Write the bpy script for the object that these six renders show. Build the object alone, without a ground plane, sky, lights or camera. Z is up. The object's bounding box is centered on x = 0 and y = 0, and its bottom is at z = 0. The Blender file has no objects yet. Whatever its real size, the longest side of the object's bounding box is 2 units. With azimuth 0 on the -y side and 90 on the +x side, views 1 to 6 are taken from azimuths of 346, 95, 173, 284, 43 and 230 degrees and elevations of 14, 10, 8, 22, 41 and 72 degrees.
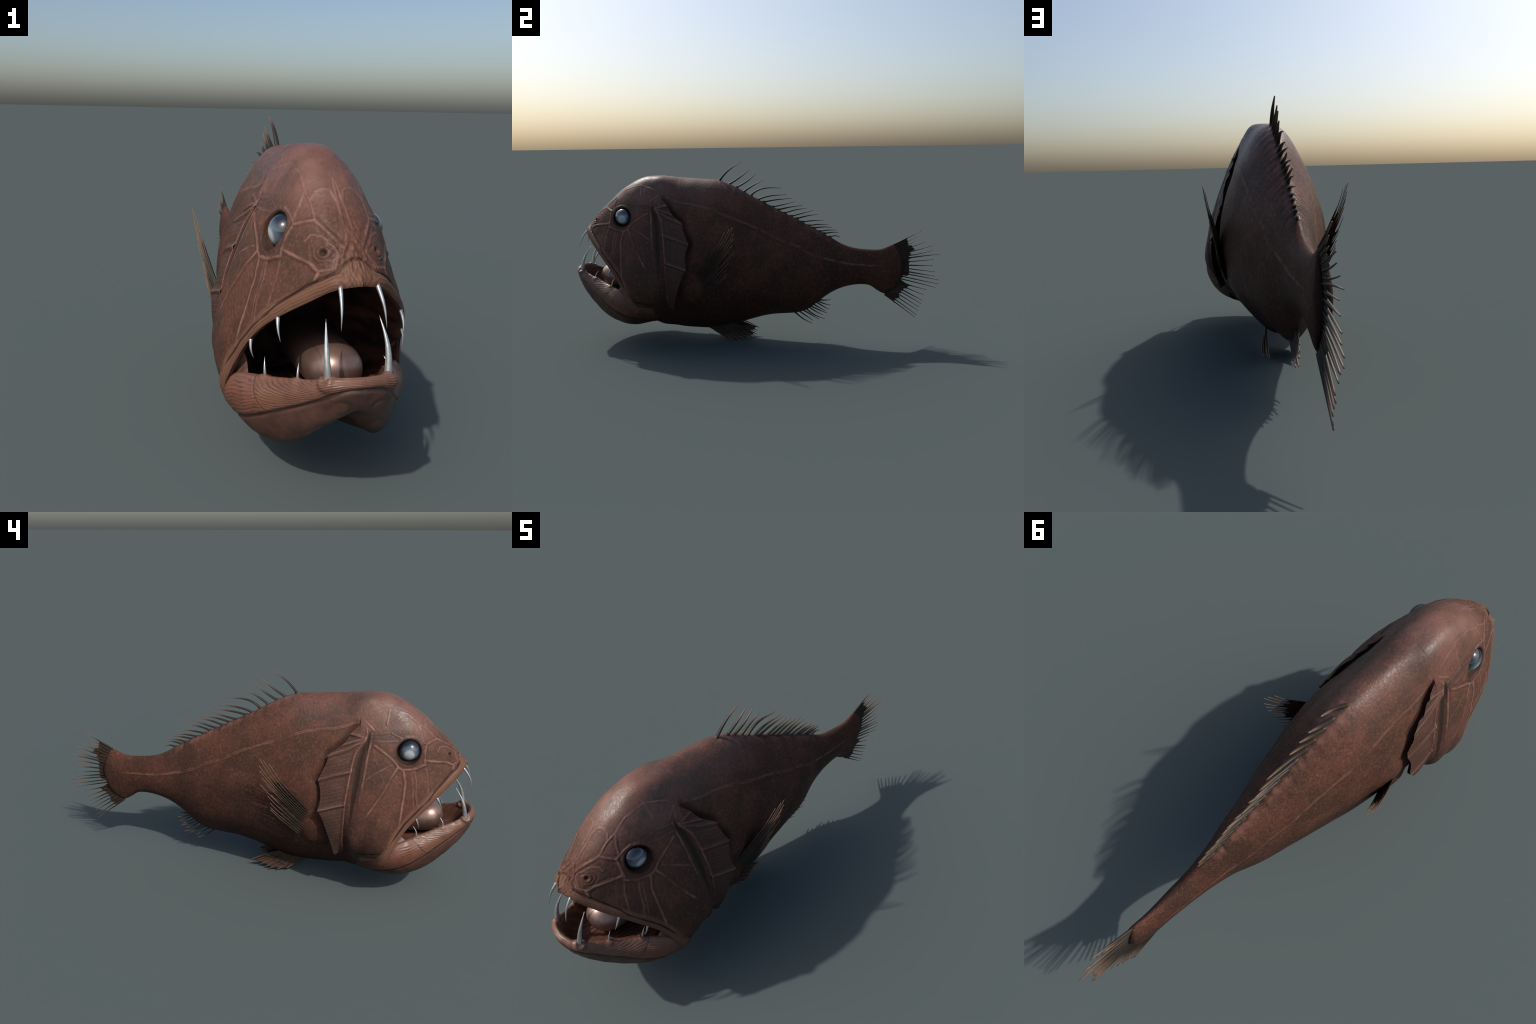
import bpy, math, random
import numpy as np
from mathutils import Vector, noise

random.seed(7)
rng = np.random.default_rng(7)

# ------------------------------------------------------------------ maths
def spline(t, P, q):
    """natural cubic spline through P (n,...) at knots t, evaluated at q"""
    t = np.asarray(t, float); P = np.asarray(P, float); q = np.asarray(q, float)
    n = len(t); h = np.diff(t)
    sh = P.shape[1:]; P2 = P.reshape(n, -1)
    A = np.zeros((n, n)); B = np.zeros_like(P2)
    A[0, 0] = A[-1, -1] = 1
    for i in range(1, n - 1):
        A[i, i - 1], A[i, i], A[i, i + 1] = h[i - 1], 2 * (h[i - 1] + h[i]), h[i]
        B[i] = 6 * ((P2[i + 1] - P2[i]) / h[i] - (P2[i] - P2[i - 1]) / h[i - 1])
    M = np.linalg.solve(A, B)
    k = np.clip(np.searchsorted(t, q, side="right") - 1, 0, n - 2)
    a = (t[k + 1] - q)[:, None]; b = (q - t[k])[:, None]; hk = h[k][:, None]
    r = (M[k] * a**3 + M[k + 1] * b**3) / (6 * hk) + (P2[k] / hk - M[k] * hk / 6) * a + (P2[k + 1] / hk - M[k + 1] * hk / 6) * b
    return r.reshape((len(q),) + sh)

def chords(P, power=0.5):
    P = np.asarray(P, float)
    d = np.linalg.norm(np.diff(P, axis=0), axis=1) ** power
    return np.concatenate([[0], np.cumsum(d)])

def curve(P, n, power=0.6, even=True):
    P = np.asarray(P, float); t = chords(P, power)
    if not even:
        return spline(t, P, np.linspace(0, t[-1], n))
    f = spline(t, P, np.linspace(0, t[-1], 400)); s = chords(f, 1.0)
    return np.stack([np.interp(np.linspace(0, s[-1], n), s, f[:, k]) for k in range(f.shape[1])], 1)

def section(P, n, closed):
    """half section from dorsal midline; mirrored at x=0 so that it crosses the midline square"""
    P = np.asarray(P, float); m = np.array([-1, 1, 1.0])
    pre = (P[1:3] * m)[::-1]; post = (P[-3:-1] * m)[::-1] if closed else P[:0]
    Q = np.vstack([pre, P, post]); t = chords(Q, 0.6)
    a, b = t[len(pre)], t[len(pre) + len(P) - 1]
    f = spline(t, Q, np.linspace(a, b, 500)); s = chords(f, 1.0)
    f[0, 0] = 0
    return np.stack([np.interp(np.linspace(0, s[-1], n), s, f[:, k]) for k in range(3)], 1)

def sstep(a, b, x):
    t = np.clip((x - a) / (b - a), 0, 1); return t * t * (3 - 2 * t)

def seg_dist(V, lines):
    """distance of points to a set of polylines"""
    D = np.full(len(V), 9.0)
    for L in lines:
        L = np.asarray(L, float)
        for a, b in zip(L[:-1], L[1:]):
            ab = b - a; h = np.clip(((V - a) @ ab) / (ab @ ab), 0, 1)
            D = np.minimum(D, np.linalg.norm(V - a - h[:, None] * ab, axis=1))
    return D

def fnoise(V, scale, octaves=3, seed=0.0):
    return np.array([noise.fractal(Vector((p[0] * scale[0] + seed, p[1] * scale[1], p[2] * scale[2])), 1.0, 2.0, octaves) for p in V])

# ------------------------------------------------------------------ scene helpers
fish = bpy.data.objects.new("fangtooth_fish", None)
bpy.context.scene.collection.objects.link(fish)
fish["label"] = "brown deep-sea fangtooth fish with gaping mouth and needle teeth"
fish["category"] = "fish"

def link(name, me, parent=None, mat=None, smooth=True):
    o = bpy.data.objects.new(name, me); bpy.context.scene.collection.objects.link(o)
    o.parent = parent or fish
    if mat: me.materials.append(mat)
    if smooth and len(me.polygons): me.polygons.foreach_set("use_smooth", np.ones(len(me.polygons), bool))
    return o

def mesh(name, V, F):
    me = bpy.data.meshes.new(name)
    me.from_pydata([tuple(map(float, v)) for v in V], [], [tuple(map(int, f)) for f in F]); me.update()
    return me

def grid_faces(n, m, flip=False):
    i, j = np.meshgrid(np.arange(n - 1), np.arange(m - 1), indexing="ij")
    a = (i * m + j).ravel(); F = np.stack([a, a + 1, a + m + 1, a + m], 1)
    return F[:, ::-1] if flip else F

def vnormals(V, F):
    N = np.zeros_like(V)
    d1 = V[F[:, 2]] - V[F[:, 0]]; d2 = V[F[:, 3]] - V[F[:, 1]]
    fn = np.cross(d1, d2)
    for k in range(4): np.add.at(N, F[:, k], fn)
    return N / (np.linalg.norm(N, axis=1, keepdims=True) + 1e-12)

def mirror_grid(G):
    """half grid (n,m,3), column 0 on the midline -> full grid (n,2m-1,3)"""
    return np.concatenate([(G * [-1, 1, 1])[:, :0:-1], G], 1)

def tube(P, r, sides=8, flat=1.0, cap=True, side=None):
    """tapered tube along P; flat<1 squeezes the cross direction"""
    P = np.asarray(P, float); n = len(P); r = np.asarray(r, float)
    T = np.gradient(P, axis=0); T /= np.linalg.norm(T, axis=1, keepdims=True)
    ref = np.array([1.0, 0, 0]) if side is None else np.asarray(side, float)
    A = ref - (T @ ref)[:, None] * T; A /= np.linalg.norm(A, axis=1, keepdims=True)
    B = np.cross(T, A)
    ang = np.arange(sides) * 2 * math.pi / sides
    R = P[:, None] + r[:, None, None] * (np.cos(ang)[None, :, None] * A[:, None] * flat + np.sin(ang)[None, :, None] * B[:, None])
    V = R.reshape(-1, 3); F = []
    for i in range(n - 1):
        for k in range(sides):
            a, b = i * sides + k, i * sides + (k + 1) % sides
            F.append((a, b, b + sides, a + sides))
    if cap:
        V = np.vstack([V, P[0], P[-1]])
        for k in range(sides):
            F.append((n * sides, (k + 1) % sides, k)); F.append((n * sides + 1, (n - 1) * sides + k, (n - 1) * sides + (k + 1) % sides))
    return V, F

def join(parts):
    V, F, o = [], [], 0
    for v, f in parts:
        V.append(np.asarray(v)); F += [tuple(int(i) + o for i in q) for q in f]; o += len(v)
    return np.vstack(V), F

# ------------------------------------------------------------------ relief lines of the head (x is the distance from the midline)
MAIN = dict(
    preopercle=[(.139, -.530, .763), (.160, -.528, .716), (.184, -.521, .655), (.207, -.517, .594), (.234, -.507, .505), (.254, -.496, .405), (.248, -.479, .314), (.205, -.467, .226)],
    cheek_strut=[(.174, -.653, .641), (.197, -.627, .596), (.223, -.601, .540), (.250, -.561, .472), (.258, -.499, .365)],
    postorbital=[(.159, -.547, .720), (.168, -.591, .696), (.170, -.630, .666), (.174, -.652, .641)],
    cheek_bar=[(.174, -.675, .627), (.188, -.688, .576), (.207, -.686, .514), (.223, -.682, .450), (.237, -.677, .385)],
    suborbital=[(.174, -.652, .641), (.174, -.671, .629), (.161, -.726, .635), (.142, -.762, .650), (.138, -.757, .667)],
    lachrymal=[(.138, -.757, .667), (.126, -.785, .662), (.094, -.852, .651), (.083, -.878, .638), (.092, -.879, .616)],
    nasal=[(.137, -.759, .667), (.126, -.756, .698), (.110, -.758, .728), (.071, -.798, .746), (.055, -.826, .729), (.022, -.875, .692)],
)
FINE = dict(
    bar_b=[(.165, -.719, .628), (.177, -.731, .582), (.193, -.734, .531), (.205, -.746, .478)],
    bar_c=[(.163, -.706, .628), (.180, -.717, .580), (.198, -.722, .525), (.212, -.732, .468)],
    bar_d=[(.142, -.763, .646), (.154, -.776, .600), (.177, -.784, .530)],
    cheek_fine=[(.211, -.528, .588), (.201, -.573, .621), (.179, -.627, .647)],
    brow=[(.110, -.758, .728), (.111, -.725, .750), (.117, -.698, .762)],
    brow_back=[(.131, -.614, .770), (.131, -.658, .752)],
    temple_a=[(.139, -.534, .763), (.138, -.563, .765), (.132, -.599, .772)],
    temple_b=[(.151, -.539, .737), (.150, -.587, .738), (.140, -.640, .741)],
    crown=[(.101, -.513, .837), (.077, -.596, .864), (.070, -.674, .843), (.073, -.720, .807), (.068, -.757, .783), (.069, -.796, .747)],
    nape_a=[(.114, -.499, .811), (.134, -.540, .778)],
    nape_b=[(.079, -.596, .862), (.117, -.590, .803)],
    side_b=[(.076, -.725, .801), (.093, -.738, .768), (.110, -.745, .738)],
    midline=[(.0, -.725, .836), (.004, -.742, .823), (.007, -.786, .783), (.011, -.868, .702)],
    snout_arch=[(.0, -.863, .709), (.013, -.869, .701), (.030, -.885, .677)],
    forehead=[(.069, -.755, .783), (.055, -.742, .807), (.036, -.744, .815), (.016, -.752, .812), (.005, -.786, .783)],
    nostril_ring=[(.096, -.810, .698), (.084, -.814, .713), (.063, -.835, .713), (.046, -.860, .697), (.037, -.876, .683), (.050, -.886, .663), (.056, -.895, .648), (.083, -.878, .640)],
    snout_side=[(.030, -.874, .687), (.043, -.887, .668), (.049, -.898, .648)],
)
LIP_SEAM = [(0, -.899, .672), (.010, -.897, .671), (.026, -.899, .662), (.047, -.905, .643), (.077, -.893, .626), (.106, -.866, .602), (.132, -.838, .572), (.159, -.810, .542),
            (.180, -.792, .512), (.206, -.748, .464), (.226, -.701, .408), (.246, -.667, .350), (.262, -.636, .300), (.264, -.606, .268), (.255, -.560, .255), (.215, -.486, .235)]
GILL_FRONT = [(.104, -.496, .818), (.126, -.512, .785), (.150, -.514, .742), (.169, -.478, .686), (.190, -.466, .634), (.214, -.457, .561), (.229, -.449, .477), (.236, -.447, .389), (.228, -.446, .300), (.212, -.452, .228)]
# free rear edge of the gill cover: pointed corners with hollow edges between them
GILL_EDGE = [(.104, -.492, .819), (.118, -.478, .795), (.137, -.444, .760), (.150, -.422, .722), (.174, -.356, .668), (.184, -.357, .650), (.191, -.343, .610), (.203, -.322, .562),
             (.216, -.334, .530), (.230, -.339, .480), (.244, -.331, .434), (.248, -.350, .405), (.248, -.372, .350), (.240, -.392, .290), (.216, -.412, .212)]
GILL_CORNERS = [2, 4, 7, 10]
LATERAL = [(.113, -.476, .809), (.116, -.437, .793), (.120, -.368, .772), (.121, -.312, .764), (.122, -.263, .755), (.127, -.172, .722), (.127, -.108, .694), (.113, -.025, .658), (.110, .036, .633), (.105, .106, .594),
           (.098, .155, .571), (.085, .239, .534), (.078, .298, .500), (.069, .351, .478), (.058, .422, .456), (.049, .503, .436), (.041, .619, .425), (.038, .690, .422), (.037, .780, .418)]
EYE = np.array([.109, -.690, .699]); EYE_R = .047
DORSAL = [  # spine root, middle, tip in the y-z plane
    [(-.183, .883), (-.139, .933), (-.070, .978)], [(-.130, .864), (-.077, .897), (-.021, .940)], [(-.092, .847), (-.036, .877), (.013, .918)], [(-.052, .822), (-.006, .853), (.051, .881)],
    [(-.014, .802), (.035, .834), (.146, .840)], [(.024, .779), (.076, .796), (.178, .804)], [(.055, .765), (.104, .775), (.204, .784)], [(.100, .739), (.166, .753), (.224, .768)],
    [(.134, .723), (.193, .737), (.263, .745)], [(.169, .706), (.227, .723), (.286, .730)], [(.203, .689), (.269, .706), (.321, .720)], [(.234, .675), (.289, .690), (.345, .697)],
    [(.262, .657), (.317, .664), (.377, .666)], [(.296, .637), (.351, .643), (.403, .641)], [(.324, .623), (.372, .629), (.422, .628)], [(.355, .605), (.399, .612), (.444, .612)],
    [(.379, .593), (.420, .600), (.458, .600)], [(.410, .575), (.441, .581), (.467, .573)]]
# ------------------------------------------------------------------ materials
class Nodes:
    def __init__(self, name):
        self.mat = bpy.data.materials.new(name); self.mat.use_nodes = True
        self.nt = self.mat.node_tree; self.bsdf = self.nt.nodes["Principled BSDF"]
        tc = self.nt.nodes.new("ShaderNodeTexCoord"); self.obj = tc.outputs["Object"]; self.gen = tc.outputs["Generated"]
    def new(self, kind, *ins, **props):
        n = self.nt.nodes.new(kind)
        for k, v in props.items(): setattr(n, k, v)
        for s, v in zip(n.inputs, ins): self.put(s, v)
        return n
    def put(self, sock, v):
        if v is None: return
        if isinstance(v, bpy.types.NodeSocket): self.nt.links.new(v, sock)
        else:
            if sock.type == "RGBA" and len(v) == 3: v = (*v, 1)
            sock.default_value = v
    def math(self, op, a, b=0.0, c=0.0, clamp=False):
        return self.new("ShaderNodeMath", a, b, c, operation=op, use_clamp=clamp).outputs[0]
    def vec(self, op, a, b=None, c=None, out=0):
        n = self.new("ShaderNodeVectorMath", a, b, c, operation=op)
        return n.outputs["Value"] if op in ("DOT_PRODUCT", "DISTANCE", "LENGTH") else n.outputs[0]
    def ramp(self, x, lo, hi, a=0.0, b=1.0, smooth=True):
        n = self.nt.nodes.new("ShaderNodeMapRange"); n.interpolation_type = "SMOOTHSTEP" if smooth else "LINEAR"
        for s, v in zip(n.inputs, (x, lo, hi, a, b)): self.put(s, v)
        return n.outputs[0]
    def mix(self, f, a, b, blend="MIX"):
        n = self.nt.nodes.new("ShaderNodeMix"); n.data_type = "RGBA"; n.blend_type = blend
        self.put(n.inputs[0], f); self.put(n.inputs[6], a); self.put(n.inputs[7], b)
        return n.outputs[2]
    def noise(self, scale, detail=3, rough=.55, vec=None, dist=0.0, color=False):
        n = self.nt.nodes.new("ShaderNodeTexNoise"); self.put(n.inputs["Vector"], vec or self.obj)
        n.inputs["Scale"].default_value = scale; n.inputs["Detail"].default_value = detail; n.inputs["Roughness"].default_value = rough; n.inputs["Distortion"].default_value = dist
        return n.outputs["Color" if color else "Fac"]
    def voronoi(self, scale, vec=None, feature="F1"):
        n = self.nt.nodes.new("ShaderNodeTexVoronoi"); n.feature = feature; self.put(n.inputs["Vector"], vec or self.obj); n.inputs["Scale"].default_value = scale
        return n.outputs["Distance"]
    def scaled(self, s, vec=None, rot=(0, 0, 0)):
        n = self.nt.nodes.new("ShaderNodeMapping"); self.put(n.inputs["Vector"], vec or self.obj); n.inputs["Scale"].default_value = s; n.inputs["Rotation"].default_value = rot
        return n.outputs[0]
    def sided(self):
        """object position with the distance from the midline as x"""
        s = self.new("ShaderNodeSeparateXYZ", self.obj)
        return self.new("ShaderNodeCombineXYZ", self.math("ABSOLUTE", s.outputs[0]), s.outputs[1], s.outputs[2]).outputs[0], s.outputs
    def line_distance(self, p, lines):
        d = None
        for L in lines:
            L = [np.array(q, float) for q in L]
            for a, b in zip(L[:-1], L[1:]):
                ab = b - a; k = ab / (ab @ ab)
                h = self.math("SUBTRACT", self.vec("DOT_PRODUCT", p, tuple(k)), float(a @ k))
                h = self.math("MAXIMUM", self.math("MINIMUM", h, 1.0), 0.0)
                n = self.new("ShaderNodeVectorMath", tuple(ab), operation="SCALE"); self.put(n.inputs["Scale"], h)
                q = self.vec("ADD", n.outputs[0], tuple(a))
                e = self.vec("DISTANCE", p, q)
                d = e if d is None else self.math("MINIMUM", d, e)
        return d
    def bump(self, height, strength=.3, dist=.002, base=None):
        n = self.nt.nodes.new("ShaderNodeBump"); n.inputs["Strength"].default_value = strength; n.inputs["Distance"].default_value = dist
        self.put(n.inputs["Height"], height); self.put(n.inputs["Normal"], base)
        return n.outputs[0]
    def done(self, color, rough=.5, spec=.5, normal=None, **other):
        b = self.bsdf.inputs
        self.put(b["Base Color"], color); self.put(b["Roughness"], rough); self.put(b["Specular IOR Level"], spec); self.put(b["Normal"], normal)
        for k, v in other.items(): self.put(b[k.replace("_", " ")], v)
        return self.mat

RED, BROWN, PALE, DARK = (.160, .069, .047), (.096, .051, .036), (.275, .135, .098), (.018, .011, .009)

def skin_base(m, p, xyz, grain_dir=(1, .75, .75)):
    """mottled leathery skin: patches, vertical fade, fine grain; returns colour, grain height"""
    patch = m.noise(6.5, 4, .65)
    col = m.mix(m.ramp(patch, .38, .62), BROWN, RED)
    col = m.mix(m.ramp(m.noise(10, 3, .6, m.scaled((1, 1, .6))), .50, .72, 0, .32), col, (.070, .040, .031))
    col = m.mix(m.ramp(m.noise(17, 3, .6), .45, .75, 0, .35), col, (.122, .066, .048))
    col = m.mix(m.ramp(xyz[2], .05, .82, .88, 0, False), col, (.022, .012, .009))  # underside shade baked into the skin: colour darkens toward the belly
    h1 = m.noise(150, 2, .55, m.scaled((1, .42, 1.2), m.scaled((1, 1, 1), None, (.95, 0, 0)))); h2 = m.noise(150, 2, .55, m.scaled((1, .42, 1.2), m.scaled((1, 1, 1), None, (-.85, 0, 0))))
    grain = m.math("MULTIPLY", m.math("ADD", h1, h2), .5)
    speck = m.noise(200, 2, .6)
    g = m.math("ADD", m.math("MULTIPLY", grain, .92), m.math("MULTIPLY", speck, .08))
    wr = m.math("ABSOLUTE", m.math("SUBTRACT", m.noise(15, 3, .55, None, 1.2), .5))
    col = m.mix(m.math("MULTIPLY", m.ramp(wr, .0, .028, .38, 0), m.ramp(m.noise(6, 2), .4, .6, .2, 1)), col, (.060, .031, .024))
    col = m.mix(m.ramp(g, .38, .60, .42, 0), col, m.mix(1.0, col, (.52, .48, .47), "MULTIPLY"))
    col = m.mix(m.ramp(g, .52, .66, 0, .20), col, PALE)
    g = m.math("ADD", g, m.ramp(wr, 0, .05, -.35, 0))
    return col, g

def skin_gloss(m, xyz, g):
    """wet shine on the crown and nape only; the flanks stay matt"""
    top = m.math("MULTIPLY", m.ramp(xyz[2], .70, .86), m.ramp(xyz[1], -.25, .05, 1, 0))
    return m.math("ADD", .04, m.math("MULTIPLY", top, .34))

def head_material():
    m = Nodes("head_skin"); p, xyz = m.sided()
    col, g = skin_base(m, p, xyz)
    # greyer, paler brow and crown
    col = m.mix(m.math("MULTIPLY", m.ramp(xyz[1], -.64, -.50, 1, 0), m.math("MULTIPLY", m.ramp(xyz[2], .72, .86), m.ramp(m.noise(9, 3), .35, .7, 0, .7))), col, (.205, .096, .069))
    wob = m.math("MULTIPLY", m.math("SUBTRACT", m.noise(45, 2), .5), .006)
    dm = m.math("ADD", m.line_distance(p, MAIN.values()), wob); df = m.math("ADD", m.line_distance(p, FINE.values()), wob)
    broken = m.ramp(m.noise(28, 2), .3, .6, .45, 1)
    col = m.mix(m.ramp(dm, .006, .016, .42, 0), col, (.060, .030, .023))
    col = m.mix(m.math("MULTIPLY", m.ramp(dm, .001, .0062, .70, 0), broken), col, (.285, .140, .104))
    col = m.mix(m.math("MULTIPLY", m.ramp(df, .001, .0048, .55, 0), broken), col, (.230, .108, .084))
    # eye socket blackened to paint its shadow gap; nostril and lip seam dark too
    eye = m.vec("DISTANCE", m.vec("MULTIPLY", p, (0, 1, 1)), (0, EYE[1], EYE[2]))
    col = m.mix(m.ramp(eye, .043, .051, .98, 0), m.mix(m.ramp(eye, .048, .064, .55, 0), col, DARK), (.006, .004, .004))
    wn = m.vec("DISTANCE", m.vec("MULTIPLY", p, (1, 1, 1.25)), (.066, -.860, .850))
    wrk = m.math("COSINE", m.math("ADD", m.math("MULTIPLY", wn, 430.0), m.math("MULTIPLY", m.noise(30, 3, .6), 16.0)))
    col = m.mix(m.math("MULTIPLY", m.ramp(wrk, .2, -.9, 0, .45), m.ramp(wn, .036, .062, 1, 0)), col, (.060, .030, .022))
    nos = m.vec("DISTANCE", p, (.066, -.860, .680)); col = m.mix(m.ramp(nos, .004, .011, .85, 0), col, DARK)
    ds = m.line_distance(p, [LIP_SEAM]); dl = m.line_distance(p, [LIP_EDGE])
    # lip band: tan with fibres running along it
    px_ = p_x(m, p)
    mid = m.ramp(px_, .012, .060, 1, 0)
    fan = m.math("MULTIPLY", m.math("ARCTAN2", px_, m.math("SUBTRACT", xyz[2], .585)), 34.0)
    along = m.math("MULTIPLY", dl, 800.0)
    fib = m.math("SINE", m.math("ADD", m.math("ADD", along, m.math("MULTIPLY", m.math("SUBTRACT", fan, along), mid)), m.math("MULTIPLY", m.noise(13, 3), 13.0)))
    tan = m.mix(m.math("MULTIPLY", m.ramp(fib, -.9, .6, .75, 0), m.ramp(m.noise(40, 2), .3, .6, .4, 1)), (.165, .082, .052), (.092, .046, .030))
    band = m.math("MULTIPLY", m.ramp(m.math("DIVIDE", dl, m.math("ADD", m.math("ADD", dl, ds), .001)), .90, .99, 1, 0), m.ramp(m.math("SUBTRACT", dl, m.math("MULTIPLY", mid, .034)), .034, .046, 1, 0))
    band = m.math("MULTIPLY", band, m.ramp(xyz[1], -.54, -.50, 1, 0))
    col = m.mix(m.math("MULTIPLY", band, .85), col, tan)
    col = m.mix(m.math("MULTIPLY", m.ramp(ds, .0015, .0065, .85, 0), m.ramp(xyz[1], -.50, -.46, 1, 0)), col, DARK)
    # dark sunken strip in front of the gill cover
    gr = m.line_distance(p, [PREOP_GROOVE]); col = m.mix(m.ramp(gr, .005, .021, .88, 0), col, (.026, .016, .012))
    # broken dark patch at the back of the temples
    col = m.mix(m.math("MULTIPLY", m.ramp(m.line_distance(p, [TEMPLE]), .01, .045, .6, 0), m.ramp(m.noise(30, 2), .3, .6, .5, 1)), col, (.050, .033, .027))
    nrm = m.bump(g, .30, .0022)
    nrm = m.bump(m.math("MULTIPLY", fib, band), .14, .0018, nrm)
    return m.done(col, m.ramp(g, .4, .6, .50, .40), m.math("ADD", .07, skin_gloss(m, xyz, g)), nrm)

def trunk_material():
    m = Nodes("body_skin"); p, xyz = m.sided()
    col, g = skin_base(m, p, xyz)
    # tiny scales in slanting rows
    sc = m.voronoi(150, m.scaled((.7, 1.0, .62), rot=(.6, 0, 0)))
    fade = m.ramp(xyz[1], -.48, -.28)
    col = m.mix(m.math("MULTIPLY", fade, m.ramp(sc, .25, .65, 0, .30)), col, m.mix(1.0, col, (.42, .37, .36), "MULTIPLY"))
    wobv = m.vec("MULTIPLY", m.vec("SUBTRACT", m.noise(20, 3, .6, None, 0, True), (.5, .5, .5)), (0, .012, .014))
    dl = m.line_distance(m.vec("ADD", p, wobv), [LATERAL])
    brk = m.ramp(m.noise(26, 2), .36, .56, .25, 1)
    col = m.mix(m.ramp(dl, .008, .022, .2, 0), col, (.050, .027, .020))
    rail = m.math("ABSOLUTE", m.math("SUBTRACT", dl, .0042))
    col = m.mix(m.math("MULTIPLY", m.ramp(rail, .0006, .0036, .48, 0), brk), col, (.240, .112, .082))
    # darker fringe where the tail fin starts and along the gill slit
    rim = m.line_distance(m.vec("MULTIPLY", p, (0, 1, 1)), [[(0, .771, .536), (0, .797, .479), (0, .809, .415), (0, .800, .345), (0, .765, .293), (0, .712, .259)]])
    col = m.mix(m.ramp(rim, .003, .024, .8, 0), col, DARK)
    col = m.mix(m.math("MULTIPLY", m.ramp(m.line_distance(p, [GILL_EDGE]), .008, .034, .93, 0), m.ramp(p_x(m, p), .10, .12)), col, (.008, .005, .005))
    back = m.line_distance(p, [[(0, *s[0]) for s in DORSAL[::3]] + [(0, .41, .575)]])
    col = m.mix(m.math("MULTIPLY", m.ramp(back, .0, .05, .7, 0), m.ramp(m.noise(26, 2), .38, .6)), col, (.205, .098, .075))
    col = m.mix(m.ramp(back, .004, .016, .7, 0), col, (.045, .027, .021))
    h = m.math("ADD", g, m.math("MULTIPLY", m.math("MULTIPLY", sc, fade), -.6))
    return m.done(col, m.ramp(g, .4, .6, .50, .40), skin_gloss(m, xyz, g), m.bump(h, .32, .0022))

def p_x(m, p):
    return m.new("ShaderNodeSeparateXYZ", p).outputs[0]

def gill_material():
    m = Nodes("gill_cover_skin"); p, xyz = m.sided()
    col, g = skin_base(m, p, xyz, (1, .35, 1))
    col = m.mix(.35, col, (.070, .042, .032))
    flat = m.vec("MULTIPLY", p, (0, 1, 1))
    R = [[np.array(q) * [0, 1, 1] for q in L] for L in GILL_RIDGES]
    d = m.line_distance(flat, R); f = m.line_distance(p, [GILL_FRONT])
    broken = m.ramp(m.noise(30, 2), .3, .6, .5, 1)
    col = m.mix(m.ramp(d, .005, .02, .45, 0), col, (.045, .028, .022))
    col = m.mix(m.math("MULTIPLY", m.ramp(d, .002, .0085, .7, 0), broken), col, (.180, .090, .068))
    col = m.mix(m.math("MULTIPLY", m.ramp(f, .003, .0135, .85, 0), broken), col, (.235, .110, .084))
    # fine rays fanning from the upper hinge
    a = m.math("ADD", xyz[2], m.math("MULTIPLY", xyz[1], .34))
    fan = m.math("SINE", m.math("ADD", m.math("MULTIPLY", a, 800.0), m.math("MULTIPLY", m.noise(18, 3), 9.0)))
    col = m.mix(m.ramp(fan, -.2, 1, 0, .5), col, m.mix(1.0, col, (.5, .45, .45), "MULTIPLY"))
    h = m.math("ADD", g, m.math("MULTIPLY", fan, .35))
    return m.done(col, .50, .15, m.bump(h, .35, .002))

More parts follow.
